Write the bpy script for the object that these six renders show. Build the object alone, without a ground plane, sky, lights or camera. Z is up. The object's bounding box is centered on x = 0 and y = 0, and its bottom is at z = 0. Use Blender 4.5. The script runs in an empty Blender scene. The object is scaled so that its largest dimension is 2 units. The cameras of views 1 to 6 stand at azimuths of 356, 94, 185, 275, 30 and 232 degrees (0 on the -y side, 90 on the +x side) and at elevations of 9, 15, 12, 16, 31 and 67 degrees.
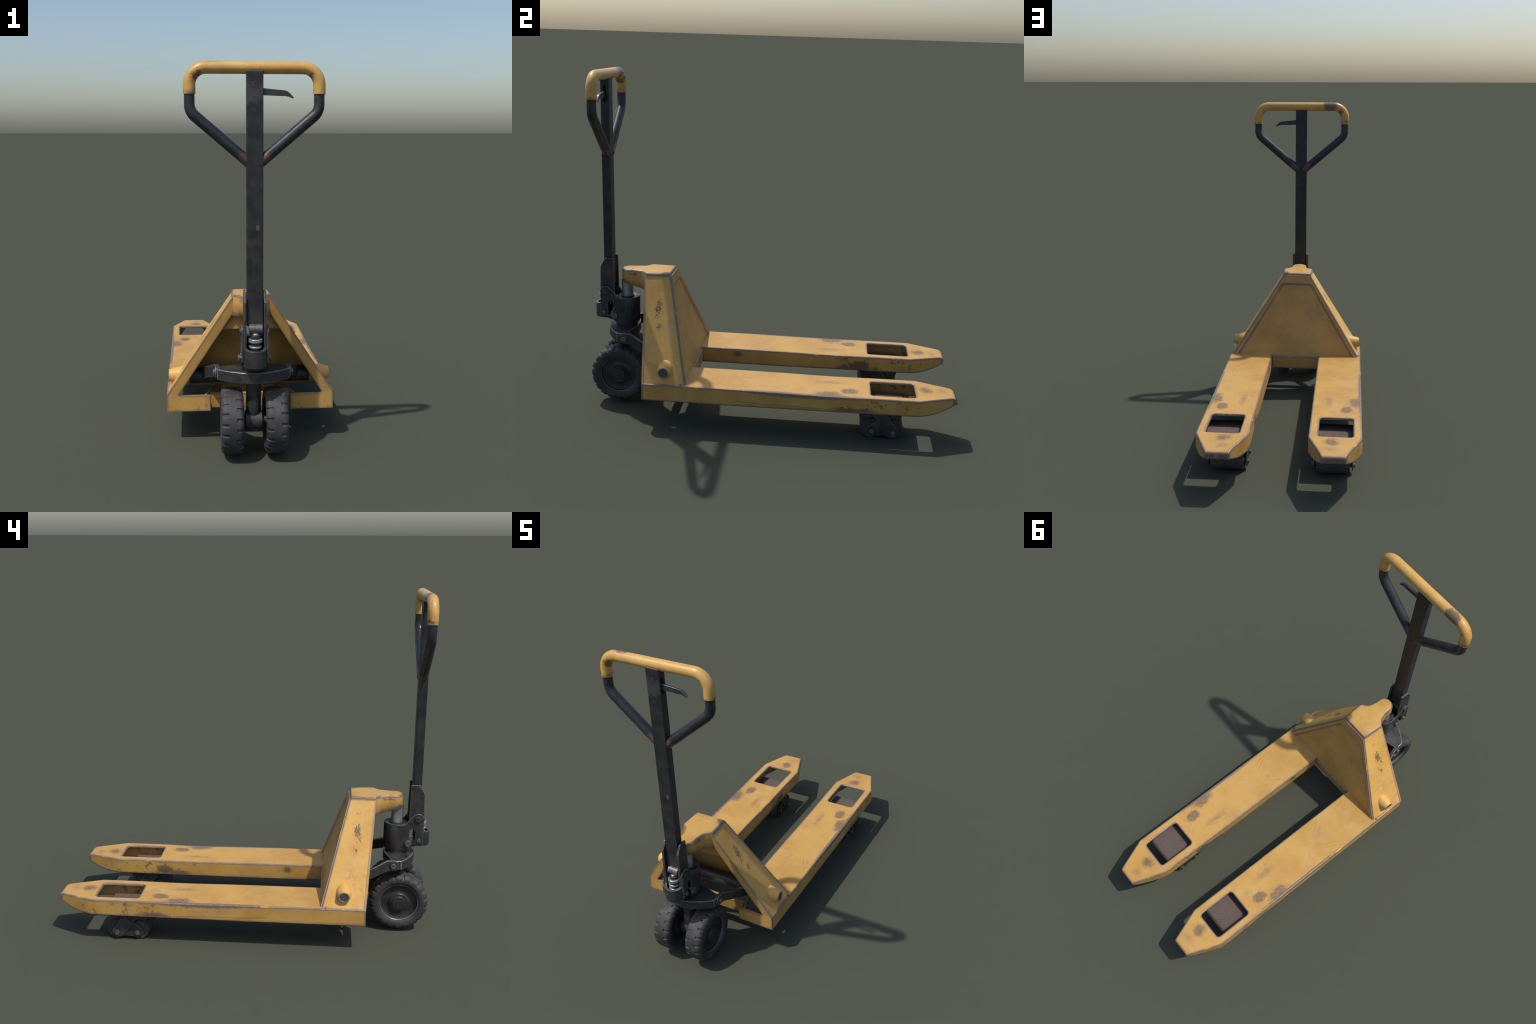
import bpy, bmesh, math, random
from mathutils import Vector, noise
random.seed(7)
pi, cos, sin = math.pi, math.cos, math.sin

# ------------------------------------------------------------------ node helper
class Tree:
    """Tiny helper that writes shader nodes as expressions."""
    def __init__(self, name):
        self.mat = bpy.data.materials.new(name)
        self.mat.use_nodes = True
        self.nt = self.mat.node_tree
        self.bsdf = self.nt.nodes['Principled BSDF']
        self.co = self.new('ShaderNodeTexCoord').outputs['Object']
        self.xyz = self.new('ShaderNodeSeparateXYZ')
        self.link(self.co, self.xyz.inputs[0])
        self.x, self.y, self.z = self.xyz.outputs
    def new(self, t): return self.nt.nodes.new(t)
    def link(self, a, b): self.nt.links.new(a, b)
    def put(self, v, sock):
        if isinstance(v, bpy.types.NodeSocket): self.link(v, sock)
        else: sock.default_value = v
    def math(self, op, a, b=0.0, c=0.0, clamp=False):
        n = self.new('ShaderNodeMath'); n.operation = op; n.use_clamp = clamp
        for v, s in zip((a, b, c), n.inputs): self.put(v, s)
        return n.outputs[0]
    def add(self, a, b): return self.math('ADD', a, b)
    def sub(self, a, b): return self.math('SUBTRACT', a, b)
    def mul(self, a, b): return self.math('MULTIPLY', a, b)
    def max(self, a, b): return self.math('MAXIMUM', a, b)
    def absolute(self, a): return self.math('ABSOLUTE', a)
    def ramp(self, v, lo, hi, to0=0.0, to1=1.0):
        n = self.new('ShaderNodeMapRange'); n.interpolation_type = 'SMOOTHSTEP'
        for s, val in zip(n.inputs, (v, lo, hi, to0, to1)): self.put(val, s)
        return n.outputs[0]
    def noise(self, scale, detail=4.0, rough=0.55, stretch=(1, 1, 1), shift=(0, 0, 0), distort=0.0):
        m = self.new('ShaderNodeMapping')
        m.inputs['Scale'].default_value = stretch; m.inputs['Location'].default_value = shift
        self.link(self.co, m.inputs[0])
        n = self.new('ShaderNodeTexNoise')
        n.inputs['Scale'].default_value = scale; n.inputs['Detail'].default_value = detail
        n.inputs['Roughness'].default_value = rough; n.inputs['Distortion'].default_value = distort
        self.link(m.outputs[0], n.inputs['Vector'])
        return n.outputs[0]
    def mix(self, f, a, b):
        n = self.new('ShaderNodeMix'); n.data_type = 'RGBA'
        self.put(f, n.inputs[0])
        for v, s in ((a, n.inputs[6]), (b, n.inputs[7])):
            self.put(v if isinstance(v, bpy.types.NodeSocket) else (*v, 1.0), s)
        return n.outputs[2]
    def bump(self, h, strength, dist=0.002):
        n = self.new('ShaderNodeBump')
        n.inputs['Strength'].default_value = strength; n.inputs['Distance'].default_value = dist
        self.link(h, n.inputs['Height']); self.link(n.outputs[0], self.bsdf.inputs['Normal'])
    def near_edge(self, radius):
        """0 on flats, rising toward the sharp edges where paint rubs off."""
        b = self.new('ShaderNodeBevel'); b.samples = 8; b.inputs['Radius'].default_value = radius
        g = self.new('ShaderNodeNewGeometry')
        d = self.new('ShaderNodeVectorMath'); d.operation = 'DOT_PRODUCT'
        self.link(b.outputs[0], d.inputs[0]); self.link(g.outputs['True Normal'], d.inputs[1])
        return self.sub(1.0, self.absolute(d.outputs['Value']))
    def spot(self, cx, cy, cz, rx, ry, rz, ax=None):
        """1 at the centre of an ellipsoid, 0 at its skin; None ignores an axis."""
        total = None
        for s, c, r in ((ax if ax is not None else self.x, cx, rx), (self.y, cy, ry), (self.z, cz, rz)):
            if r is None: continue
            t = self.mul(self.sub(s, c), 1.0 / r); t = self.mul(t, t)
            total = t if total is None else self.add(total, t)
        return self.math('SUBTRACT', 1.0, self.math('SQRT', total))
    def scratch(self, u, v, p, q, width):
        """thin straight line from p to q in the plane (u, v)"""
        dx, dy = q[0] - p[0], q[1] - p[1]; L = math.hypot(dx, dy); dx /= L; dy /= L
        mx, my = (p[0] + q[0]) / 2, (p[1] + q[1]) / 2
        uu, vv = self.sub(u, mx), self.sub(v, my)
        along = self.absolute(self.add(self.mul(uu, dx), self.mul(vv, dy)))
        across = self.absolute(self.sub(self.mul(uu, dy), self.mul(vv, dx)))
        return self.mul(self.ramp(along, L / 2, L * 0.2), self.ramp(across, width, width * 0.3))
    def out(self, color, rough, metal=0.0, spec=0.5):
        self.put(color if isinstance(color, bpy.types.NodeSocket) else (*color, 1), self.bsdf.inputs['Base Color'])
        self.put(rough, self.bsdf.inputs['Roughness']); self.put(metal, self.bsdf.inputs['Metallic'])
        self.bsdf.inputs['Specular IOR Level'].default_value = spec
        return self.mat

# ------------------------------------------------------------------ materials
YELLOW = (0.68, 0.390, 0.100)
YELLOW_B = (0.60, 0.325, 0.072)
PALE = (0.70, 0.44, 0.155)
BARE = (0.20, 0.145, 0.125)
RUST = (0.105, 0.068, 0.050)

def yellow_base(t, tone):
    k = lambda c: tuple(v * tone for v in c)
    big = t.noise(5.0, 4)
    fine = t.noise(40.0, 4, 0.6)
    c = t.mix(t.ramp(big, 0.38, 0.66), k(YELLOW), k(YELLOW_B))
    c = t.mix(t.mul(t.ramp(t.noise(9.0, 5, 0.6, shift=(3, 1, 2)), 0.45, 0.75), 0.55), c, k(PALE))
    c = t.mix(t.mul(t.ramp(fine, 0.5, 0.8), 0.18), c, (0.38, 0.22, 0.08))
    return c

def yellow_paint(name, marks=None, edge=0.022, edge_gain=1.0, tone=1.0):
    t = Tree(name)
    c = yellow_base(t, tone)
    brk = t.noise(26.0, 6, 0.62)
    fine = t.noise(120.0, 5, 0.65)
    # faint grime film and tiny chips
    grime = t.mul(t.ramp(t.noise(7.0, 6, 0.68, shift=(5, 5, 1)), 0.50, 0.76), 0.42)
    c = t.mix(grime, c, (0.27, 0.175, 0.095))
    chips = t.ramp(t.noise(34.0, 5, 0.6, shift=(9, 2, 4)), 0.72, 0.76)
    c = t.mix(t.mul(chips, 0.75), c, RUST)
    if marks:
        for mask, colour, amount in marks(t, brk, fine):
            c = t.mix(t.mul(mask, amount), c, colour)
    e = t.add(t.mul(t.near_edge(edge), 10.0 * edge_gain), t.mul(t.sub(brk, 0.5), 0.5))
    wear = t.ramp(e, 0.10, 0.75)
    c = t.mix(t.mul(wear, 0.85), c, BARE)
    t.bump(t.add(t.mul(fine, 0.25), brk), 0.12, 0.003)
    return t.out(c, t.ramp(wear, 0, 1, 0.5, 0.42), 0.0, 0.4)

def dirt(t, s, brk, soft=0.45, gain=0.9):
    """turn a spot field into a ragged patch"""
    return t.ramp(t.add(s, t.mul(t.sub(brk, 0.5), gain * 2.2)), 0.06, soft)

def fork_marks(t, brk, fine):
    ax = t.absolute(t.x)
    top = t.ramp(t.z, 0.232, 0.238)
    grain = t.add(t.mul(brk, 0.6), t.mul(fine, 0.4))
    S = lambda *a: t.spot(*a, ax=ax)
    out = []
    p1 = dirt(t, S(0.337, 0.445, 0, 0.042, 0.062, None), grain, 0.5, 0.6)
    p2 = dirt(t, S(0.392, 0.335, 0, 0.055, 0.10, None), grain, 0.7, 0.9)
    p3 = dirt(t, S(0.266, 0.848, 0, 0.055, 0.062, None), grain, 0.75, 0.95)
    p4 = dirt(t, S(0.236, 0.34, 0, 0.035, 0.13, None), grain, 1.1, 0.8)
    p5 = dirt(t, S(0.25, -0.17, 0, 0.13, 0.16, None), grain, 2.2, 0.7)
    p6 = dirt(t, S(0.26, 0.93, 0, 0.09, 0.06, None), grain, 1.6, 0.7)
    patches = t.max(t.max(p1, p2), t.max(p3, t.max(t.mul(p4, 0.6), t.max(t.mul(p5, 0.5), t.mul(p6, 0.6)))))
    out.append((t.mul(t.mul(patches, top), t.ramp(t.noise(75, 5, 0.7), 0.34, 0.56, 0.55, 1.0)), (0.135, 0.092, 0.074), 0.86))
    lines = None
    for p, q in (((0.176, -0.148), (0.235, -0.065)), ((0.205, -0.158), (0.262, -0.064)), ((0.222, -0.15), (0.268, -0.075)),
                 ((0.318, -0.055), (0.384, -0.19)), ((0.345, -0.06), (0.395, -0.16)), ((0.19, 0.26), (0.215, 0.40)), ((0.30, 0.02), (0.36, 0.07))):
        l = t.scratch(ax, t.y, p, q, 0.0028)
        lines = l if lines is None else t.max(lines, l)
    out.append((t.mul(t.mul(lines, top), t.ramp(brk, 0.35, 0.6)), (0.26, 0.16, 0.09), 0.8))
    # side walls: rust splashes toward the nose, along the lower lip and the upper edge
    side = t.ramp(t.z, 0.240, 0.234)
    blot = t.noise(30.0, 6, 0.66, shift=(2, 7, 3), stretch=(1, 0.8, 1))
    zone = t.mul(t.ramp(t.y, 0.15, 0.45), t.ramp(t.y, 1.05, 0.75))
    splash = t.ramp(t.add(blot, t.mul(t.sub(zone, 1.0), 0.2)), 0.52, 0.64)
    out.append((t.mul(splash, side), RUST, 0.75))
    tip = t.mul(t.ramp(t.y, 0.975, 0.992), t.ramp(brk, 0.3, 0.5))
    out.append((t.mul(tip, side), (0.10, 0.08, 0.07), 0.85))
    lip = dirt(t, S(0, 0.47, 0.165, None, 0.16, 0.034), grain, 0.6, 0.8)
    low = t.mul(t.ramp(t.z, 0.176, 0.158), t.ramp(t.noise(16, 5, 0.6, stretch=(1, 0.5, 1)), 0.38, 0.62))
    out.append((t.mul(t.max(lip, t.mul(low, 0.75)), side), (0.115, 0.08, 0.065), 0.8))
    upper = t.mul(dirt(t, S(0, 0.20, 0.242, None, 0.40, 0.024), grain, 0.5, 0.7), t.ramp(ax, 0.40, 0.405))
    out.append((upper, (0.15, 0.125, 0.12), 0.85))
    inner = t.mul(t.max(dirt(t, S(0, 0.515, 0.195, None, 0.06, 0.03), grain, 0.5, 1.0), dirt(t, S(0, -0.21, 0.215, None, 0.04, 0.03), grain, 0.8, 1.0)), t.ramp(ax, 0.16, 0.154))
    out.append((inner, RUST, 0.8))
    l = t.max(t.scratch(t.y, t.z, (-0.17, 0.185), (0.07, 0.172), 0.0025), t.scratch(t.y, t.z, (-0.02, 0.18), (0.42, 0.168), 0.002))
    out.append((t.mul(t.mul(l, side), t.ramp(ax, 0.40, 0.405)), (0.10, 0.07, 0.055), 0.8))
    return out

def side_marks(t, brk, fine):
    stroke = t.noise(85.0, 5, 0.6, stretch=(1.0, 1.6, 0.8), distort=1.5)
    s1 = t.ramp(t.add(t.spot(0, -0.601, 0.594, None, 0.025, 0.048), t.mul(t.sub(stroke, 0.5), 4.0)), 0.34, 0.52)
    s2 = t.ramp(t.add(t.spot(0, -0.588, 0.508, None, 0.022, 0.03), t.mul(t.sub(stroke, 0.5), 4.5)), 0.55, 0.75)
    s3 = t.ramp(t.add(t.spot(0, -0.60, 0.675, None, 0.04, 0.03), t.mul(t.sub(stroke, 0.5), 3.5)), 0.95, 1.1)
    tail = t.scratch(t.y, t.z, (-0.604, 0.565), (-0.622, 0.538), 0.003)
    gr = t.mul(t.ramp(t.spot(0, -0.57, 0.36, None, 0.14, 0.12), 0.0, 0.6), t.ramp(brk, 0.45, 0.7))
    feet = t.mul(t.ramp(t.z, 0.30, 0.2), t.ramp(brk, 0.58, 0.72))
    return [(t.mul(gr, 0.5), (0.33, 0.21, 0.10), 0.9), (t.mul(feet, 0.7), RUST, 0.7),
            (t.max(t.max(s1, s2), t.max(s3, tail)), (0.10, 0.062, 0.05), 0.85)]

def panel_marks(t, brk, fine):
    smear = t.ramp(t.noise(9.0, 6, 0.66, stretch=(1, 1, 0.6), shift=(1, 8, 2)), 0.54, 0.75)
    return [(smear, (0.30, 0.185, 0.085), 0.6)]

def foot_marks(t, brk, fine):
    low = t.mul(t.ramp(t.z, 0.26, 0.2), t.ramp(brk, 0.56, 0.68))
    return [(low, (0.16, 0.09, 0.055), 0.75)]

def cap_marks(t, brk, fine):
    ax = t.absolute(t.x)
    chin = t.ramp(t.add(t.spot(0.045, -0.835, 0.685, 0.03, 0.035, 0.035, ax=ax), t.mul(t.sub(brk, 0.5), 1.6)), 0.15, 0.6)
    dots = t.max(t.ramp(t.spot(-0.03, -0.62, 0, 0.007, 0.007, None), 0.0, 0.6), t.ramp(t.spot(0.02, -0.63, 0, 0.007, 0.007, None), 0.0, 0.6))
    cheek = t.ramp(t.add(t.spot(0.05, -0.77, 0.735, None, 0.05, 0.012), t.mul(t.sub(t.noise(60, 5), 0.5), 3.0)), 0.3, 0.6)
    return [(chin, BARE, 0.85), (dots, (0.25, 0.15, 0.08), 0.5), (cheek, RUST, 0.6)]

def grip_marks(t, brk, fine):
    ends = t.mul(t.ramp(t.z, 1.725, 1.70), t.ramp(brk, 0.38, 0.62))
    band = t.mul(t.spot(-0.19, -0.895, 1.822, 0.062, 0.045, 0.06), 1.6)
    band = t.ramp(t.add(band, t.mul(t.sub(fine, 0.5), 2.2)), 0.25, 0.7)
    bl = t.ramp(t.add(t.spot(-0.262, -0.92, 1.775, 0.03, 0.05, 0.035), t.mul(t.sub(brk, 0.5), 3.0)), 0.05, 0.5)
    br = t.ramp(t.add(t.spot(0.255, -0.91, 1.785, 0.025, 0.04, 0.03), t.mul(t.sub(brk, 0.5), 3.0)), 0.3, 0.7)
    rag = t.ramp(t.add(t.spot(-0.303, -0.905, 1.716, 0.03, 0.028, 0.02), t.mul(t.sub(t.noise(70, 4), 0.5), 4)), 0.3, 0.6)
    weld = t.ramp(t.add(t.spot(0, -0.93, 1.79, 0.05, 0.05, 0.018), t.mul(t.sub(brk, 0.5), 1.5)), 0.1, 0.6)
    return [(ends, (0.17, 0.10, 0.06), 0.8), (band, (0.10, 0.07, 0.06), 0.85), (t.max(t.max(bl, br), rag), (0.12, 0.07, 0.045), 0.8), (weld, (0.2, 0.11, 0.07), 0.6)]

def worn_edge():
    t = Tree('worn_edge')
    brk = t.noise(30.0, 6, 0.62)
    c = t.mix(t.ramp(brk, 0.42, 0.6), BARE, (0.25, 0.185, 0.16))
    c = t.mix(t.ramp(t.noise(11.0, 5, 0.6, shift=(4, 4, 4)), 0.56, 0.66), c, (0.55, 0.31, 0.09))
    t.bump(brk, 0.12)
    return t.out(c, 0.42, 0.15)

def dark_steel(name='dark_steel', base=(0.034, 0.034, 0.035), lift=(0.070, 0.067, 0.065), rust=0.6, marks=None, rough=0.42):
    t = Tree(name)
    brk = t.noise(18.0, 6, 0.64)
    fine = t.noise(90.0, 5, 0.6)
    c = t.mix(t.ramp(brk, 0.35, 0.72), base, lift)
    r = t.ramp(t.noise(9.0, 5, 0.62, shift=(6, 2, 8)), 0.55, 0.75)
    c = t.mix(t.mul(r, rust), c, (0.095, 0.055, 0.038))
    if marks:
        for mask, colour, amount in marks(t, brk, fine):
            c = t.mix(t.mul(mask, amount), c, colour)
    e = t.add(t.mul(t.near_edge(0.007), 3.0), t.mul(t.sub(brk, 0.5), 0.5))
    w = t.ramp(e, 0.15, 0.6)
    c = t.mix(t.mul(w, 0.8), c, (0.17, 0.165, 0.165))
    t.bump(t.add(brk, t.mul(fine, 0.3)), 0.16, 0.003)
    return t.out(c, t.ramp(brk, 0.3, 0.7, rough - 0.05, rough + 0.12), 0.25, 0.5)

def column_marks(t, brk, fine):
    peel = t.ramp(t.add(t.spot(0, -0.941, 1.70, None, 0.03, 0.08), t.mul(t.sub(t.noise(38, 6, 0.72), 0.5), 3.4)), 0.30, 0.75)
    dot = t.ramp(t.add(t.spot(0.012, -0.941, 1.105, 0.011, 0.03, 0.02), t.mul(t.sub(brk, 0.5), 1.0)), 0.2, 0.5)
    foot = t.mul(t.ramp(t.z, 0.76, 0.68), 0.5)
    weld = t.mul(t.ramp(t.z, 1.785, 1.80), 0.8)
    return [(peel, (0.085, 0.086, 0.085), 0.6), (dot, (0.17, 0.14, 0.11), 0.7), (foot, (0.12, 0.095, 0.085), 0.7), (weld, (0.16, 0.085, 0.06), 0.7)]

def tube_marks(t, brk, fine):
    ax = t.absolute(t.x)
    weld = t.ramp(t.add(t.spot(0.045, -0.915, 1.41, 0.05, None, 0.05, ax=ax), t.mul(t.sub(brk, 0.5), 1.2)), 0.1, 0.7)
    return [(weld, (0.13, 0.075, 0.055), 0.8)]

def worn_steel():
    t = Tree('worn_steel_edge')
    b = t.noise(40, 5)
    c = t.mix(t.ramp(b, 0.4, 0.65), (0.13, 0.125, 0.125), (0.21, 0.20, 0.20))
    return t.out(c, 0.35, 0.4)

def plain(name, c0, c1, rough, metal, scale=30, bump=0.1, spec=0.5):
    t = Tree(name)
    b = t.noise(scale, 6, 0.62)
    t.bump(b, bump, 0.002)
    return t.out(t.mix(t.ramp(b, 0.35, 0.68), c0, c1), rough, metal, spec)

M_fork = yellow_paint('fork_paint', fork_marks, tone=0.82)
M_side = yellow_paint('side_paint', side_marks, tone=0.98)
M_panel = yellow_paint('panel_paint', panel_marks, tone=0.80)
M_foot = yellow_paint('foot_paint', foot_marks, tone=0.86)
M_cap = yellow_paint('cap_paint', cap_marks, tone=0.85)
M_hub = yellow_paint('boss_paint', edge=0.008, tone=0.95)
M_grip = yellow_paint('grip_paint', grip_marks, edge=0.004, edge_gain=0.3, tone=0.95)
M_grip.node_tree.nodes['Principled BSDF'].inputs['Coat Weight'].default_value = 0.35
M_grip.node_tree.nodes['Principled BSDF'].inputs['Coat Roughness'].default_value = 0.25
M_edge = worn_edge()
M_dark = dark_steel()
M_column = dark_steel('column_steel', (0.023, 0.0245, 0.0265), (0.042, 0.0425, 0.044), 0.3, column_marks)
M_tube = dark_steel('tube_steel', (0.026, 0.029, 0.034), (0.042, 0.045, 0.051), 0.35, tube_marks, 0.34)
M_dedge = worn_steel()
M_rubber = plain('tyre_rubber', (0.034, 0.033, 0.034), (0.062, 0.059, 0.058), 0.62, 0.0, 14, 0.12, 0.4)
M_rim = dark_steel('rim_steel', (0.028, 0.028, 0.029), (0.050, 0.047, 0.045), 0.7)
M_lip = plain('rim_lip_steel', (0.11, 0.105, 0.10), (0.19, 0.18, 0.17), 0.42, 0.3)
M_bright = plain('bright_steel', (0.30, 0.32, 0.33), (0.48, 0.50, 0.51), 0.33, 0.6, 24)
M_bolt = plain('bolt_steel', (0.10, 0.085, 0.08), (0.20, 0.18, 0.17), 0.42, 0.4, 60)
M_pin = plain('pin_steel', (0.075, 0.085, 0.10), (0.12, 0.13, 0.145), 0.4, 0.3, 50)
M_roller = plain('roller_rubber', (0.092, 0.066, 0.057), (0.155, 0.115, 0.101), 0.8, 0.0, 160, 0.5, 0.3)
M_tread = plain('roller_tread', (0.050, 0.042, 0.040), (0.095, 0.078, 0.072), 0.75, 0.0, 90, 0.5, 0.3)

# ------------------------------------------------------------------ geometry helpers
scene = bpy.context.scene
def link(o, parent=None):
    scene.collection.objects.link(o)
    if parent is not None: o.parent = parent
    return o

ROOT = link(bpy.data.objects.new('pallet_jack', None))
ROOT['label'] = 'worn yellow hand pallet truck with black steering handle'
ROOT['category'] = 'pallet jack'

def to_mesh(name, verts, faces):
    me = bpy.data.meshes.new(name)
    me.from_pydata([tuple(v) for v in verts], [], faces)
    bm = bmesh.new(); bm.from_mesh(me)
    bmesh.ops.remove_doubles(bm, verts=bm.verts, dist=1e-6)
    bmesh.ops.recalc_face_normals(bm, faces=bm.faces)
    bm.to_mesh(me); bm.free()
    return me

def finish(name, me, mats, parent=ROOT, bevel=0.004, seg=2, angle=32, edge_mat=True):
    o = bpy.data.objects.new(name, me)
    for m in mats: me.materials.append(m)
    for p in me.polygons: p.use_smooth = True
    if bevel:
        b = o.modifiers.new('bevel', 'BEVEL')
        b.width = bevel; b.segments = seg; b.limit_method = 'ANGLE'; b.angle_limit = math.radians(angle)
        b.harden_normals = True; b.miter_outer = 'MITER_ARC'
        if edge_mat and len(mats) > 1: b.material = 1
    else:
        me.set_sharp_from_angle(angle=math.radians(angle))
    return link(o, parent)

YM = lambda m: [m, M_edge]
DM = [M_dark, M_dedge]

def prism(name, poly, a, b, axis, mats, **kw):
    """polygon extruded from a to b along an axis; poly is in the other two axes (cyclic xyz order kept simple)"""
    def at(p, h):
        return {'x': (h, p[0], p[1]), 'y': (p[0], h, p[1]), 'z': (p[0], p[1], h)}[axis]
    n = len(poly)
    v = [at(p, a) for p in poly] + [at(p, b) for p in poly]
    f = [list(range(n)), list(range(n, 2 * n))] + [[i, (i + 1) % n, n + (i + 1) % n, n + i] for i in range(n)]
    return finish(name, to_mesh(name, v, f), mats, **kw)

def box_mesh(name, lo, hi):
    v = [(x, y, z) for x in (lo[0], hi[0]) for y in (lo[1], hi[1]) for z in (lo[2], hi[2])]
    return to_mesh(name, v, [(0, 1, 3, 2), (4, 5, 7, 6), (0, 1, 5, 4), (2, 3, 7, 6), (0, 2, 6, 4), (1, 3, 7, 5)])

def box(name, lo, hi, mats, **kw): return finish(name, box_mesh(name, lo, hi), mats, **kw)

def loft(sections, close=True):
    n = len(sections[0]); v = [p for s in sections for p in s]; f = []
    for i in range(len(sections) - 1):
        for j in range(n):
            k = (j + 1) % n
            f.append((i * n + j, i * n + k, (i + 1) * n + k, (i + 1) * n + j))
    if close: f += [tuple(range(n)), tuple(range((len(sections) - 1) * n, len(sections) * n))]
    return v, f

def revolve_mesh(name, prof, segs=64, axis='x', warp=None, closed=False):
    """prof: (radius, along) pairs turned round an axis through the origin"""
    v, f = [], []
    m = len(prof)
    for i in range(segs):
        a = 2 * pi * i / segs
        for r, h in prof:
            if warp: r, h = warp(r, h, a)
            c, s = r * cos(a), r * sin(a)
            v.append({'x': (h, c, s), 'z': (c, s, h), 'y': (c, h, s)}[axis])
    for i in range(segs):
        k = (i + 1) % segs
        for j in range(m if closed else m - 1):
            l = (j + 1) % m
            f.append((i * m + j, i * m + l, k * m + l, k * m + j))
    if not closed:
        f += [tuple(i * m for i in range(segs)), tuple(i * m + m - 1 for i in range(segs))]
    return to_mesh(name, v, f)

def cylinder(name, c, r, length, axis, mat, segs=40, bevel=0.002, parent=ROOT, r2=None, **kw):
    me = revolve_mesh(name, [(r, -length / 2), (r2 or r, length / 2)], segs, axis)
    o = finish(name, me, mat if isinstance(mat, list) else [mat], parent, bevel=bevel, angle=40, **kw)
    o.location = c
    return o

def arc(cx, cy, r, a0, a1, n):
    return [(cx + r * cos(math.radians(a0 + (a1 - a0) * i / n)), cy + r * sin(math.radians(a0 + (a1 - a0) * i / n))) for i in range(n + 1)]

def bake(o):
    """apply an object's modifiers"""
    dg = bpy.context.evaluated_depsgraph_get()
    me = bpy.data.meshes.new_from_object(o.evaluated_get(dg))
    o.modifiers.clear(); old = o.data; o.data = me; bpy.data.meshes.remove(old)

def cut(o, *cutters):
    for c in cutters:
        if c.name.startswith('wall'): continue
        m = o.modifiers.new('cut', 'BOOLEAN'); m.operation = 'DIFFERENCE'; m.object = c; m.solver = 'EXACT'
    bpy.context.view_layer.update()
    bake(o)
    for c in cutters: bpy.data.objects.remove(c)

def lerp(a, b, t): return a + (b - a) * t

def bent(pts, radius, n=7):
    """round the corners of a polyline (2D or 3D points)"""
    P = [Vector(p) for p in pts]; out = [P[0]]
    for i in range(1, len(P) - 1):
        r = radius[i - 1] if isinstance(radius, (list, tuple)) else radius
        d0 = (P[i - 1] - P[i]).normalized(); d1 = (P[i + 1] - P[i]).normalized()
        half = d0.angle(d1) / 2; t = r / math.tan(half)
        a, b = P[i] + d0 * t, P[i] + d1 * t
        centre = P[i] + (d0 + d1).normalized() * (r / sin(half))
        va, vb = a - centre, b - centre; full = va.angle(vb)
        for k in range(n + 1):
            w = k / n
            out.append(centre + (va * sin((1 - w) * full) + vb * sin(w * full)) / sin(full))
    return out + [P[-1]]

def tube(path, radius, segs=24, plane_normal=Vector((0, 1, 0))):
    rings = []
    for i, p in enumerate(path):
        d = (path[min(i + 1, len(path) - 1)] - path[max(i - 1, 0)]).normalized()
        u = plane_normal; w = d.cross(u).normalized()
        r = radius(i / (len(path) - 1)) if callable(radius) else radius
        rings.append([tuple(p + (u * cos(2 * pi * k / segs) + w * sin(2 * pi * k / segs)) * r) for k in range(segs)])
    return loft(rings)

# ------------------------------------------------------------------ forks
X_IN, X_OUT, Z_TOP, Z_LOW = 0.1490, 0.4185, 0.2465, 0.1535
NOSE, TAPER, BACK = 1.0, 0.800, -0.456
def fork_section(y, s, inset=0.0):
    k = max(0.0, (y - TAPER) / (NOSE - TAPER))
    xi, xo = lerp(X_IN, 0.221, k) + inset, lerp(X_OUT, 0.3385, k) - inset
    zb = Z_LOW + 0.005 * max(0, min(1, y / 0.8)) + 0.044 * max(0.0, (k - 0.35) / 0.65) ** 1.35
    sag = math.exp(-((y - 0.33) / 0.2) ** 2)
    zi, zo = Z_TOP - 0.0035 * sag, Z_TOP - (0.004 if s > 0 else 0.002) * sag
    drop = 0.003 * k + 0.011 * max(0.0, (k - 0.85) / 0.15) ** 2
    return xi, xo, zb, zi - drop, zo - drop

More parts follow.
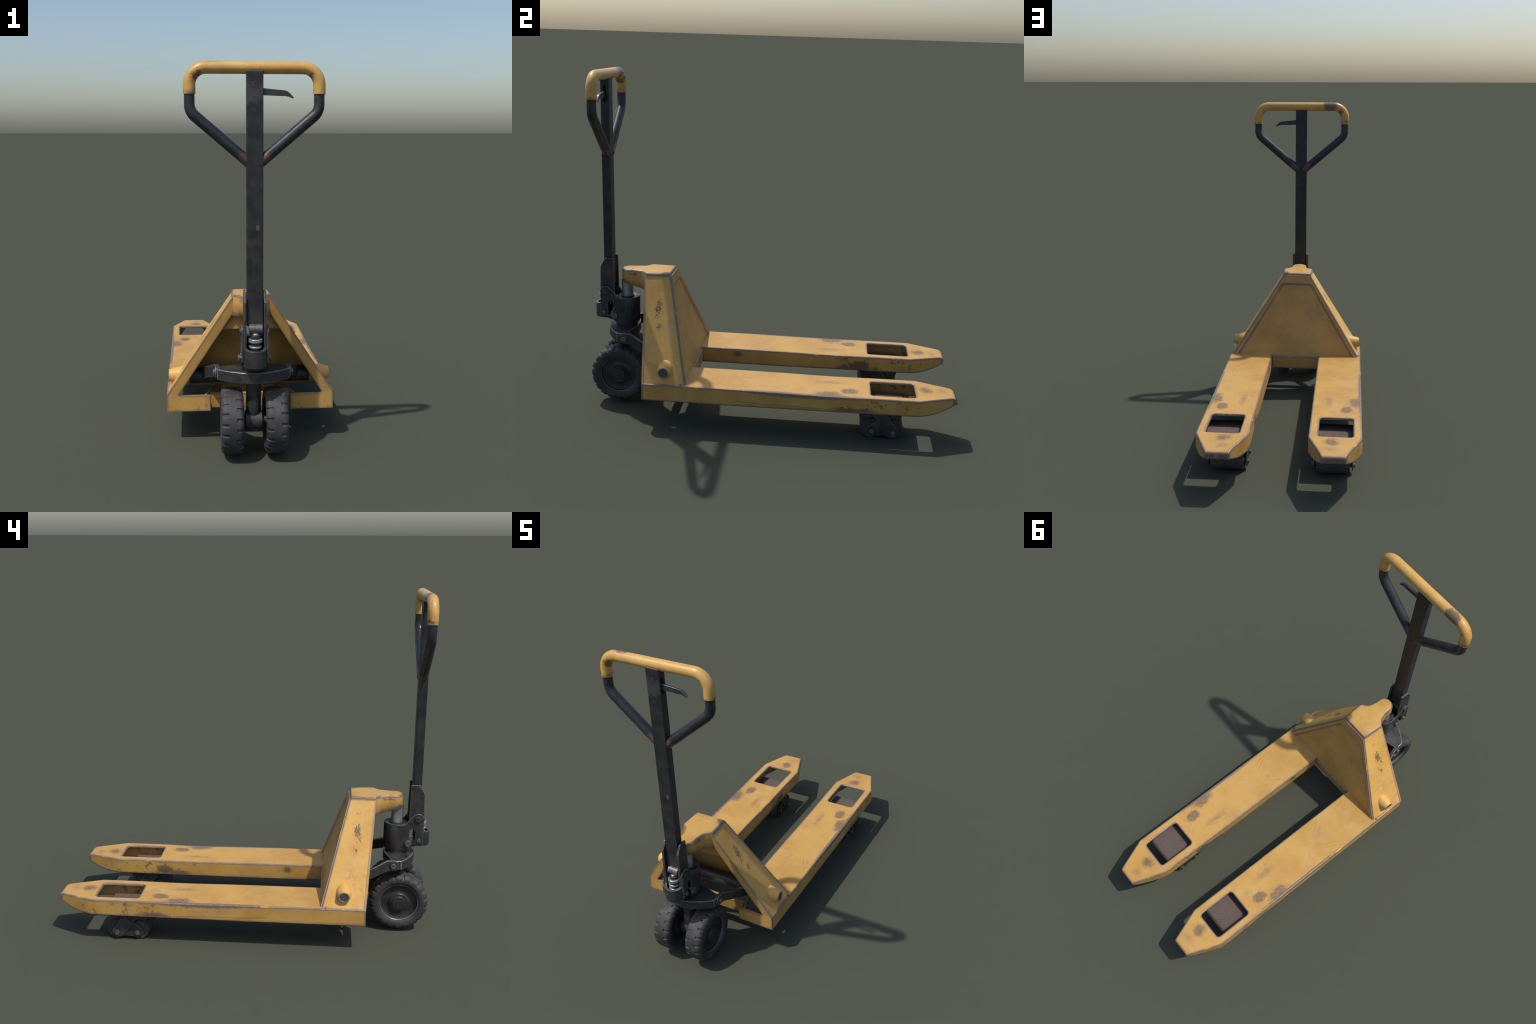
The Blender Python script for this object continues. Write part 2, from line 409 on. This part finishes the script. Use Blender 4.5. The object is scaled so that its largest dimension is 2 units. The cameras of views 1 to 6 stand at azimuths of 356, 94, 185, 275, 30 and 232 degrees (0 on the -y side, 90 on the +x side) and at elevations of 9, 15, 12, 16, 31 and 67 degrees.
def make_fork(s):
    ys = [BACK, -0.3, -0.15, 0.0, 0.1, 0.2, 0.28, 0.36, 0.44, 0.52, 0.60, 0.70, TAPER, 0.85, 0.90, 0.93, 0.96, 0.98, 0.99, NOSE]
    rows = []
    for y in ys:
        xi, xo, zb, zi, zo = fork_section(y, s)
        rows.append([(s * xi, y, zb), (s * xo, y, zb), (s * xo, y, zo), (s * xi, y, zi)])
    fork = finish('fork', to_mesh('fork', *loft(rows)), YM(M_fork), bevel=0)
    rows = []
    for y in [BACK - 0.05] + ys[1:-1] + [NOSE - 0.012]:
        xi, xo, zb, zi, zo = fork_section(y, s, 0.016)
        top = min(zi, zo) - 0.016
        rows.append([(s * xi, y, 0.10), (s * xo, y, 0.10), (s * xo, y, top), (s * xi, y, top)])
    cavity = finish('cavity', to_mesh('cavity', *loft(rows)), [], bevel=0)
    x0, x1, y0, y1, r = 0.1985, 0.3725, 0.557, 0.789, 0.017
    ring = arc(x1 - r, y1 - r, r, 0, 90, 6) + arc(x0 + r, y1 - r, r, 90, 180, 6) + arc(x0 + r, y0 + r, r, 180, 270, 6) + arc(x1 - r, y0 + r, r, 270, 360, 6)
    hole = prism('hole', [(s * a, b) for a, b in ring], 0.19, 0.30, 'z', [], bevel=0)
    wall = finish('wall', box_mesh('wall', (min(s * (X_OUT - 0.016), s * X_OUT), -0.6465, Z_LOW), (max(s * (X_OUT - 0.016), s * X_OUT), BACK + 0.02, Z_TOP)), [], bevel=0)
    cut(fork, cavity, hole)
    m = fork.modifiers.new('join', 'BOOLEAN'); m.operation = 'UNION'; m.object = wall; m.solver = 'EXACT'
    cut(fork, wall)
    b = fork.modifiers.new('bevel', 'BEVEL'); b.width = 0.0068; b.segments = 3; b.use_clamp_overlap = False; b.limit_method = 'ANGLE'
    b.angle_limit = math.radians(35); b.harden_normals = True; b.material = 1
    return fork

# ------------------------------------------------------------------ rear rollers under each fork
def make_bogie(s):
    cx = s * 0.2735
    half = 0.080
    prism('roller_housing', [(0.480, 0.165), (0.744, 0.150), (0.745, 0.168), (0.732, 0.181), (0.490, 0.181), (0.480, 0.176)],
          s * 0.180, s * 0.394, 'x', [M_roller], bevel=0.005)
    prism('roller_block', [(0.530, 0.085), (0.622, 0.060), (0.712, 0.085), (0.735, 0.152), (0.510, 0.152)], cx - half + 0.004, cx + half - 0.004, 'x', [M_tread], bevel=0.004)
    prof = [(0.030, -half - 0.001), (0.041, -half - 0.001), (0.043, -half - 0.006), (0.050, -half - 0.006), (0.0535, -half + 0.002)]
    m = len(prof)
    full = prof + [(0.0535, lerp(-half + 0.012, half - 0.012, i / 14)) for i in range(15)] + [(r, -h) for r, h in reversed(prof)]
    def rough(r, h, a):
        if abs(h) < half - 0.004 and r > 0.05:
            g = sin(a * 16 + 2.2 * sin(h * 70)) * 0.0014 + noise.noise(Vector((h * 60, cos(a) * 4, sin(a) * 4))) * 0.0014
            return r - 0.0014 + g, h
        return r, h
    me = revolve_mesh('roller', full, 72, 'x', rough)
    for y in (0.562, 0.6815):
        o = finish('roller', me.copy(), [M_tread], bevel=0, angle=50); o.location = (cx, y, 0.0535)
    for side in (-1, 1):
        xa = cx + side * (half + 0.012)
        front = [(0.640, 0.149), (0.658, 0.120)] + [(0.680 + 0.027 * cos(math.radians(a)), 0.042 + 0.027 * sin(math.radians(a))) for a in (25, 0, -25, -50, -75, -100, -125)] + [(0.650, 0.022), (0.578, 0.122), (0.560, 0.149)]
        rear = [(0.605, 0.105)] + [(0.570 + 0.029 * cos(math.radians(a)), 0.045 + 0.029 * sin(math.radians(a))) for a in (120, 150, 180, 210, 240, 270)] + [(0.650, 0.020), (0.66, 0.06)]
        prism('roller_link', front, xa + side * 0.004, xa + side * 0.011, 'x', DM, bevel=0.0018)
        prism('roller_link', rear, xa - side * 0.002, xa + side * 0.004, 'x', DM, bevel=0.0018)
        for y, w in ((0.680, 0.014), (0.5705, 0.009)):
            cylinder('roller_axle', (xa - side * 0.012, y, 0.048), 0.017, 0.030, 'x', M_tread, 24, 0.0)
            cylinder('roller_bolt', (xa + side * (w + 0.001), y, 0.042), 0.0125, 0.010, 'x', M_bolt, 20, 0.002)

for s in (1, -1):
    make_fork(s)
    make_bogie(s)

# ------------------------------------------------------------------ triangular frame
Z_A, Z_B = 0.242, 0.742
def front_y(z): return -0.646 - 0.052 * max(0.0, (z - Z_A) / (Z_B - Z_A))

def make_side(s):
    T = 0.014
    # slanted outer plate, running down into the fork's outer wall
    lv = [(Z_A - 0.004, 0.4180, 0.4085, -0.646, -0.416), (Z_B, 0.0935, 0.0890, -0.698, -0.556)]
    rows = []
    for z, xf, xr, yf, yr in lv:
        rows.append([(s * xf, yf, z), (s * xr, yr, z), (s * (xr - T), yr, z), (s * (xf - T), yf, z)])
    finish('side_plate', to_mesh('side_plate', *loft(rows)), YM(M_side), bevel=0.0045, seg=3, angle=18)
    # front flange and foot, one plate bent slightly forward at the ankle
    poly = [(0.199, Z_LOW), (0.4135, Z_LOW), (0.4135, Z_A), (0.0925, Z_B), (0.036, Z_B), (0.353, 0.247), (0.357, 0.239), (0.350, 0.236), (0.199, 0.236)]
    def shift(p, d): return (s * p[0], front_y(p[1]) - 0.0012 + d, p[1])
    # split at the ankle so both parts stay flat
    def plate(name, pp):
        n = len(pp)
        v = [shift(p, 0) for p in pp] + [shift(p, T) for p in pp]
        f = [list(range(n)), list(range(n, 2 * n))] + [[i, (i + 1) % n, n + (i + 1) % n, n + i] for i in range(n)]
        return v, f
    xi = lerp(0.353, 0.357, (0.247 - Z_A) / 0.008)
    foot = [(0.199, Z_LOW), (0.4165, Z_LOW), (0.4165, Z_A), (xi, Z_A), (0.357, 0.239), (0.350, 0.236), (0.199, 0.236)]
    shin = [(0.4165, Z_A), (0.0925, Z_B), (0.036, Z_B), (0.353, 0.247), (xi, Z_A)]
    me_v, me_f = plate('a', foot)
    v2, f2 = plate('b', shin)
    # drop the two joined end faces and weld
    k = len(foot)
    me_f = [f for f in me_f if set(f) != {2, 3, k + 2, k + 3}]
    q = len(shin)
    f2 = [f for f in f2 if set(f) != {4, 0, q + 4, q}]
    faces = me_f + [[i + len(me_v) for i in f] for f in f2]
    finish('front_plate', to_mesh('front_plate', me_v + v2, faces), YM(M_foot), bevel=0.004, seg=2, angle=25)
    # boss round the cross shaft
    cone = revolve_mesh('shaft_boss', [(0.0530, 0.0), (0.0400, 0.065), (0.0305, 0.103), (0.0285, 0.107), (0.0225, 0.1075), (0.0215, 0.101)], 48, 'x')
    if s < 0:
        for vv in cone.vertices: vv.co.x *= -1
        cone.flip_normals()
    o = finish('shaft_boss', cone, YM(M_hub), bevel=0.0025, angle=40); o.location = (s * 0.303, -0.532, 0.3095)
    cylinder('shaft_end', (s * 0.403, -0.532, 0.3095), 0.0215, 0.010, 'x', M_pin, 36, 0.002)

for s in (1, -1): make_side(s)

# rear panel: raised rim round a sunken sheet
def panel_pt(x, t, depth=0.0):
    y, z = lerp(-0.409, -0.551, t), lerp(0.238, 0.742, t)
    n = Vector((0, 0.504, 0.142)).normalized()
    return (x, y - n.y * depth, z - n.z * depth)
def panel_x(t): return lerp(0.4045, 0.0875, t)
tt = 0.902
rings = [[(-panel_x(0), 0), (panel_x(0), 0), (panel_x(1), 1), (-panel_x(1), 1)],
         [(-panel_x(0) + 0.027, 0), (panel_x(0) - 0.027, 0), (panel_x(tt) - 0.023, tt), (-panel_x(tt) + 0.023, tt)],
         [(-panel_x(0) + 0.036, 0), (panel_x(0) - 0.036, 0), (panel_x(tt) - 0.031, tt - 0.013), (-panel_x(tt) + 0.031, tt - 0.013)]]
depth = [0.0, 0.0, 0.013]
# round the two upper corners of the sunken sheet
def rounded(r, rad):
    a, b, c, d = [Vector((p[0], p[1] * 0.524)) for p in r]
    path = bent([b, c, d, a], [rad, rad], 6)
    return [(p.x, p.y / 0.524) for p in path]
v, f = [], []
outer = rounded(rings[0], 0.004); mid = rounded(rings[1], 0.022); inn = rounded(rings[2], 0.022)
n = len(outer)
for ring, dep in ((outer, 0), (mid, 0), (inn, 0.0095)): v += [panel_pt(x, t, dep) for x, t in ring]
for k in range(2):
    f += [(k * n + i, k * n + i + 1, (k + 1) * n + i + 1, (k + 1) * n + i) for i in range(n - 1)]
f.append(tuple(range(2 * n, 3 * n)))
back = len(v)
v += [panel_pt(x, t, 0.045) for x, t in outer]
f.append(tuple(range(back, back + n)))
f += [(i, i + 1, back + i + 1, back + i) for i in range(n - 1)]
f.append((n - 1, 2 * n - 1, 3 * n - 1, 2 * n, n, 0, back, back + n - 1))
finish('rear_panel', to_mesh('rear_panel', v, f), YM(M_panel), bevel=0.003, seg=2, angle=25)
box('cross_bar', (-0.205, -0.595, 0.152), (0.205, -0.573, 0.228), YM(M_foot), bevel=0.003)
for s in (1, -1):
    g = [(0.238, -0.634), (0.162, -0.425), (0.150, -0.425), (0.225, -0.634)]
    prism('foot_gusset', [(s * a, b) for a, b in g], Z_LOW + 0.003, 0.231, 'z', YM(M_foot), bevel=0.002)
box('cross_plate', (-0.149, -0.424, 0.160), (0.149, -0.410, 0.2365), YM(M_panel), bevel=0.003)
# inner head plate under the cap
g = [(-0.140, 0.575), (0.140, 0.575), (0.128, 0.60), (0.080, 0.735), (-0.080, 0.735), (-0.128, 0.60)]
prism('head_plate', g, -0.668, -0.656, 'y', YM(M_panel), bevel=0.003)

# cap with the tongue that the ram lifts
def make_cap():
    half = bent([(0.0905, -0.558), (0.0965, -0.690), (0.062, -0.722), (0.048, -0.765), (0.048, -0.847), (0.0, -0.847)], [0.007, 0.035, 0.09, 0.044], 6)
    half = [(p[0], p[1]) for p in half]
    ring = half + [(-x, y) for x, y in reversed(half) if x > 1e-5]
    def low(y): return lerp(0.645, 0.672, min(1, max(0, (-0.70 - y) / 0.135)) ** 0.75) if y < -0.69 else 0.663
    def high(y): return 0.7575 if y > -0.75 else lerp(0.7575, 0.7570, (-0.75 - y) / 0.1)
    def inset(p, d):
        x, y = p; m = 1 - d / max(0.05, math.hypot(x, 0.05)); cy = -0.68
        return (x * (1 - d / 0.09 if abs(x) > 0.07 else 1 - d / 0.05), y + (d if y < -0.80 else (-d if y > -0.57 else 0)))
    rows = [[(*inset(p, 0.008), low(p[1]) ) for p in ring], [(*p, low(p[1]) + 0.009) for p in ring]]
    rows += [[(*p, high(p[1]) - 0.013) for p in ring], [(*inset(p, 0.003), high(p[1]) - 0.006) for p in ring], [(*inset(p, 0.008), high(p[1]) - 0.002) for p in ring], [(*inset(p, 0.014), high(p[1])) for p in ring]]
    me = to_mesh('lifting_cap', *loft(rows))
    o = finish('lifting_cap', me, YM(M_cap), bevel=0, angle=50)
    n = len(ring)
    for p in me.polygons:
        c = p.center
        if len(p.vertices) == 4 and (high(c.y) - 0.0125 < c.z < high(c.y) - 0.003): p.material_index = 1
    return o
make_cap()

# ------------------------------------------------------------------ cross shaft, link arms, steering head
cylinder('cross_shaft', (0, -0.532, 0.3065), 0.0400, 0.70, 'x', M_dark, 36, 0.0)
def make_arm(s):
    top = [(-0.828, 0.397), (-0.822, 0.418), (-0.806, 0.430), (-0.765, 0.430), (-0.690, 0.399), (-0.60, 0.370), (-0.52, 0.350)]
    bot = [(-0.826, 0.386), (-0.812, 0.371), (-0.79, 0.368), (-0.765, 0.368), (-0.690, 0.342), (-0.60, 0.308), (-0.52, 0.272)]
    rows = []
    for (y, z1), (y2, z0) in zip(top, bot):
        off = 0.060 * max(0, min(1, (y + 0.775) / 0.14))
        rows.append([(s * (0.160 + off), y2, z0), (s * (0.180 + off), y2, z0), (s * (0.180 + off), y, z1), (s * (0.160 + off), y, z1)])
    finish('link_arm', to_mesh('link_arm', *loft(rows)), DM, bevel=0.003, angle=40)
    cylinder('arm_pin', (s * 0.182, -0.797, 0.3985), 0.022, 0.006, 'x', M_dark, 32, 0.0015)
    cylinder('arm_pin', (s * 0.186, -0.797, 0.3985), 0.0150, 0.012, 'x', M_bolt, 28, 0.003)
for s in (1, -1): make_arm(s)
half = [(0.0, -0.923), (0.06, -0.910), (0.12, -0.881), (0.158, -0.855), (0.171, -0.840), (0.174, -0.822), (0.174, -0.788), (0.150, -0.785), (0.098, -0.770), (0.050, -0.756), (0.0, -0.752)]
ring = half + [(-x, y) for x, y in reversed(half) if x > 0]
prism('steering_head', ring, 0.3735, 0.4265, 'z', DM, bevel=0.005, seg=3, angle=28)
cylinder('neck', (0, -0.825, 0.438), 0.060, 0.030, 'z', M_dark, 40, 0.003)

# ------------------------------------------------------------------ pump
def make_pump():
    me = revolve_mesh('pump_body', [(0.0615, 0.448), (0.0635, 0.455), (0.0635, 0.588), (0.0618, 0.5925), (0.045, 0.5925), (0.034, 0.586)], 56, 'z')
    o = finish('pump_body', me, [M_dark], bevel=0, angle=35); o.location = (0, -0.8135, 0)
    def plate(s):
        ear = arc(-0.929, 0.6265, 0.031, 55, 180, 8)
        poly = [(-0.812, 0.5925), (-0.850, 0.5925), (-0.864, 0.599), (-0.892, 0.636)] + ear + [(-0.960, 0.489), (-0.916, 0.487), (-0.916, 0.545)] + arc(-0.901, 0.556, 0.0155, 170, 20, 6) + [(-0.8855, 0.535), (-0.886, 0.500), (-0.892, 0.470), (-0.875, 0.452), (-0.85, 0.448), (-0.812, 0.448)]
        prism('pump_cheek', poly, s * 0.0530, s * 0.0632, 'x', DM, bevel=0.0022, angle=30)
        cylinder('pivot_bolt', (s * 0.066, -0.9275, 0.6275), 0.0165, 0.010, 'x', M_dark, 28, 0.003)
        cylinder('stop_bolt', (s * 0.066, -0.937, 0.508), 0.0115, 0.012, 'x', M_bolt, 6, 0.002)
        cylinder('release_bolt', (s * 0.068, -0.8795, 0.4885), 0.0185, 0.016, 'x', M_bolt, 24, 0.003)
        cylinder('release_bolt', (s * 0.060, -0.893, 0.508), 0.009, 0.014, 'x', M_bolt, 16, 0.002)
    for s in (1, -1): plate(s)
    # block between the cheeks, behind the spring
    prism('pump_block', [(-0.80, 0.455), (-0.80, 0.590), (-0.850, 0.590), (-0.868, 0.55), (-0.868, 0.455)], -0.054, 0.054, 'x', DM, bevel=0.003)
    # spring cup: a deep band with a round front
    out = [(0.053, -0.920), (0.053, -0.948)] + [(0.053 * cos(a), -0.948 - 0.0525 * sin(a)) for a in [pi * i / 16 for i in range(1, 16)]] + [(-0.053, -0.948), (-0.053, -0.920)]
    inn = [(x * 0.80, y + (0.010 if y < -0.95 else 0)) for x, y in out]
    n = len(out)
    def rim(y): return 0.548 + 0.012 * max(0, (y + 0.985) / 0.04) if y > -0.985 else 0.548
    rows = [[(*p, 0.4695) for p in out], [(*p, 0.487) for p in out], [(*p, rim(p[1])) for p in out], [(*p, rim(p[1]) + 0.001) for p in inn], [(*p, 0.485) for p in inn]]
    rows[0] = [(x * 0.97, y * 1.0 + 0.001, z) for x, y, z in rows[0]]
    finish('spring_cup', to_mesh('spring_cup', *loft(rows)), DM, bevel=0.002, angle=40)
    prism('cup_floor', [(-0.94, 0.472), (-0.94, 0.49), (-0.875, 0.475), (-0.875, 0.452)], -0.050, 0.050, 'x', DM, bevel=0.002)
    cylinder('ram', (0, -0.820, 0.640), 0.0325, 0.11, 'z', M_bright, 40, 0.0)
    cylinder('ram_gland', (0, -0.820, 0.592), 0.037, 0.008, 'z', M_dark, 40, 0.002)
    for z, r, h in ((0.5905, 0.0325, 0.017), (0.5615, 0.031, 0.010), (0.5375, 0.031, 0.010)):
        cylinder('spring_washer', (0.001, -0.948, z), r, h, 'z', M_bright, 36, 0.003)
    cylinder('plunger', (0.001, -0.948, 0.55), 0.0235, 0.13, 'z', M_dark, 28, 0.001)
    cylinder('plunger_tip', (0.001, -0.948, 0.612), 0.0150, 0.026, 'z', M_bright, 24, 0.006)
    cylinder('cam_roller', (0.003, -0.940, 0.6425), 0.0225, 0.062, 'x', M_bolt, 36, 0.003)
make_pump()

# ------------------------------------------------------------------ steering column
col = finish('column', box_mesh('column', (-0.0378, -0.941, 0.655), (0.0368, -0.8945, 1.800)), [M_column, M_dedge], bevel=0)
slot = prism('slot', arc(-0.9195, 1.744, 0.0065, 0, 180, 8) + arc(-0.9195, 1.672, 0.0065, 180, 360, 8), 0.015, 0.06, 'x', [], bevel=0)
cut(col, slot)
b = col.modifiers.new('bevel', 'BEVEL'); b.width = 0.005; b.segments = 3; b.limit_method = 'ANGLE'; b.angle_limit = math.radians(50); b.harden_normals = True
for s in (1, -1):
    prism('clevis_plate', [(-0.931, 0.8165), (-0.884, 0.8165), (-0.8805, 0.605), (-0.919, 0.580), (-0.921, 0.50), (-0.957, 0.50), (-0.961, 0.64), (-0.958, 0.768)],
          s * 0.0405, s * 0.0520, 'x', DM, bevel=0.002, angle=20)
lever = [(0.020, 1.7235), (0.130, 1.7135), (0.144, 1.7095), (0.156, 1.700), (0.1735, 1.6825), (0.170, 1.677), (0.150, 1.6855), (0.138, 1.6875), (0.020, 1.692)]
prism('release_lever', lever, -0.9265, -0.9135, 'y', DM, bevel=0.002, angle=40)

# handle loop: bare tube below, yellow grip above
HY, HX, HZ, SPLIT = -0.9135, 0.2875, 1.8105, 1.6965
def loop_half(s):
    return [(s * 0.018, HY, 1.391), (s * HX, HY, 1.6205), (s * HX, HY, HZ)]
for s in (1, -1):
    pts = bent([(s * 0.018, HY, 1.391), (s * HX, HY, 1.6205), (s * HX, HY, SPLIT + 0.02)], [0.068], 12)
    finish('handle_tube', to_mesh('handle_tube', *tube(pts, lambda f: 0.0256 - 0.0020 * f, 28)), [M_tube], bevel=0, angle=60)
pts = bent([(-HX, HY, SPLIT), (-HX, HY, HZ), (HX, HY, HZ), (HX, HY, SPLIT)], [0.073, 0.073], 14)
finish('handle_grip', to_mesh('handle_grip', *tube(pts, 0.0277, 32)), [M_grip], bevel=0, angle=60)

# ------------------------------------------------------------------ steer wheels
WY, WZ, WX, R = -0.8385, 0.1715, 0.1035, 0.1585
cylinder('stem', (0, WY, 0.255), 0.0355, 0.24, 'z', M_dark, 40, 0.0)
cylinder('axle_hub', (0, WY, WZ), 0.048, 0.082, 'x', M_dark, 44, 0.004)
cylinder('axle', (0, WY, WZ), 0.022, 0.24, 'x', M_dark, 28, 0.0)

def tyre_profile():
    w = 0.0525
    side = [(0.1035, -w * 0.62), (0.1045, -w * 0.80), (0.110, -w * 0.90), (0.117, -w * 0.97), (0.126, -w)]
    sh = [(0.1327 + 0.0243 * sin(a), -w + 0.022 * (1 - cos(a))) for a in [math.radians(d) for d in (0, 15, 30, 45, 58, 70, 80)]]
    crown = [(0.1572 + 0.0013 * cos(x * pi / 2), x * 0.033) for x in [-0.95 + 1.9 * i / 25 for i in range(26)]]
    left = side + sh
    return left + crown + [(r, -h) for r, h in reversed(left)]
def lug(r, h, a):
    if r < 0.126: return r, h
    step = 2 * pi / 20
    for sgn, ph in ((-1, 0.0), (1, 0.5)):
        if h * sgn > 0.0165:
            u = ((a / step + ph) % 1.0 - 0.5) * step * R      # metres round the rim
            d = max(0, min(1, (0.0072 - abs(u)) / 0.0022)) * max(0, min(1, (h * sgn - 0.0165) / 0.003))
            fade = max(0, min(1, (r - 0.130) / 0.016))
            dr = 0.0055 * d * fade
            return r - dr, h - sgn * dr * 0.25
    return r, h
TYRE = revolve_mesh('tyre', tyre_profile(), 300, 'x', lug, closed=True)
def rim_mesh():
    lip = revolve_mesh('rim_lip', [(0.1005, 0.036), (0.1005, 0.0415), (0.1035, 0.0445), (0.1065, 0.0415), (0.1065, 0.036)], 72, 'x', closed=True)
    disc = revolve_mesh('wheel_disc', [(0.1055, -0.030), (0.1055, 0.037), (0.1005, 0.037), (0.0990, 0.027), (0.091, 0.024), (0.075, 0.023), (0.056, 0.024), (0.0495, 0.029), (0.0490, 0.036), (0.0465, 0.0385), (0.040, 0.0375),
                                      (0.0375, 0.036), (0.0365, 0.044), (0.033, 0.0475), (0.0005, 0.0480)], 72, 'x')
    return lip, disc
LIP, DISC = rim_mesh()
BACK_DISC = revolve_mesh('wheel_back', [(0.104, -0.034), (0.099, -0.032), (0.060, -0.030), (0.048, -0.038), (0.0005, -0.038)], 60, 'x')
for me, m in ((TYRE, M_rubber), (LIP, M_lip), (DISC, M_rim), (BACK_DISC, M_rim)):
    me.materials.append(m)
    for p in me.polygons: p.use_smooth = True
    me.set_sharp_from_angle(angle=math.radians(38))
for s in (1, -1):
    wheel = link(bpy.data.objects.new('steer_wheel', None), ROOT)
    wheel.location = (s * WX, WY, WZ); wheel.rotation_euler = (0.13 * s, 0, 0 if s > 0 else pi)
    for nm, me in (('tyre', TYRE), ('rim_lip', LIP), ('wheel_disc', DISC), ('wheel_back', BACK_DISC)):
        link(bpy.data.objects.new(nm, me), wheel)
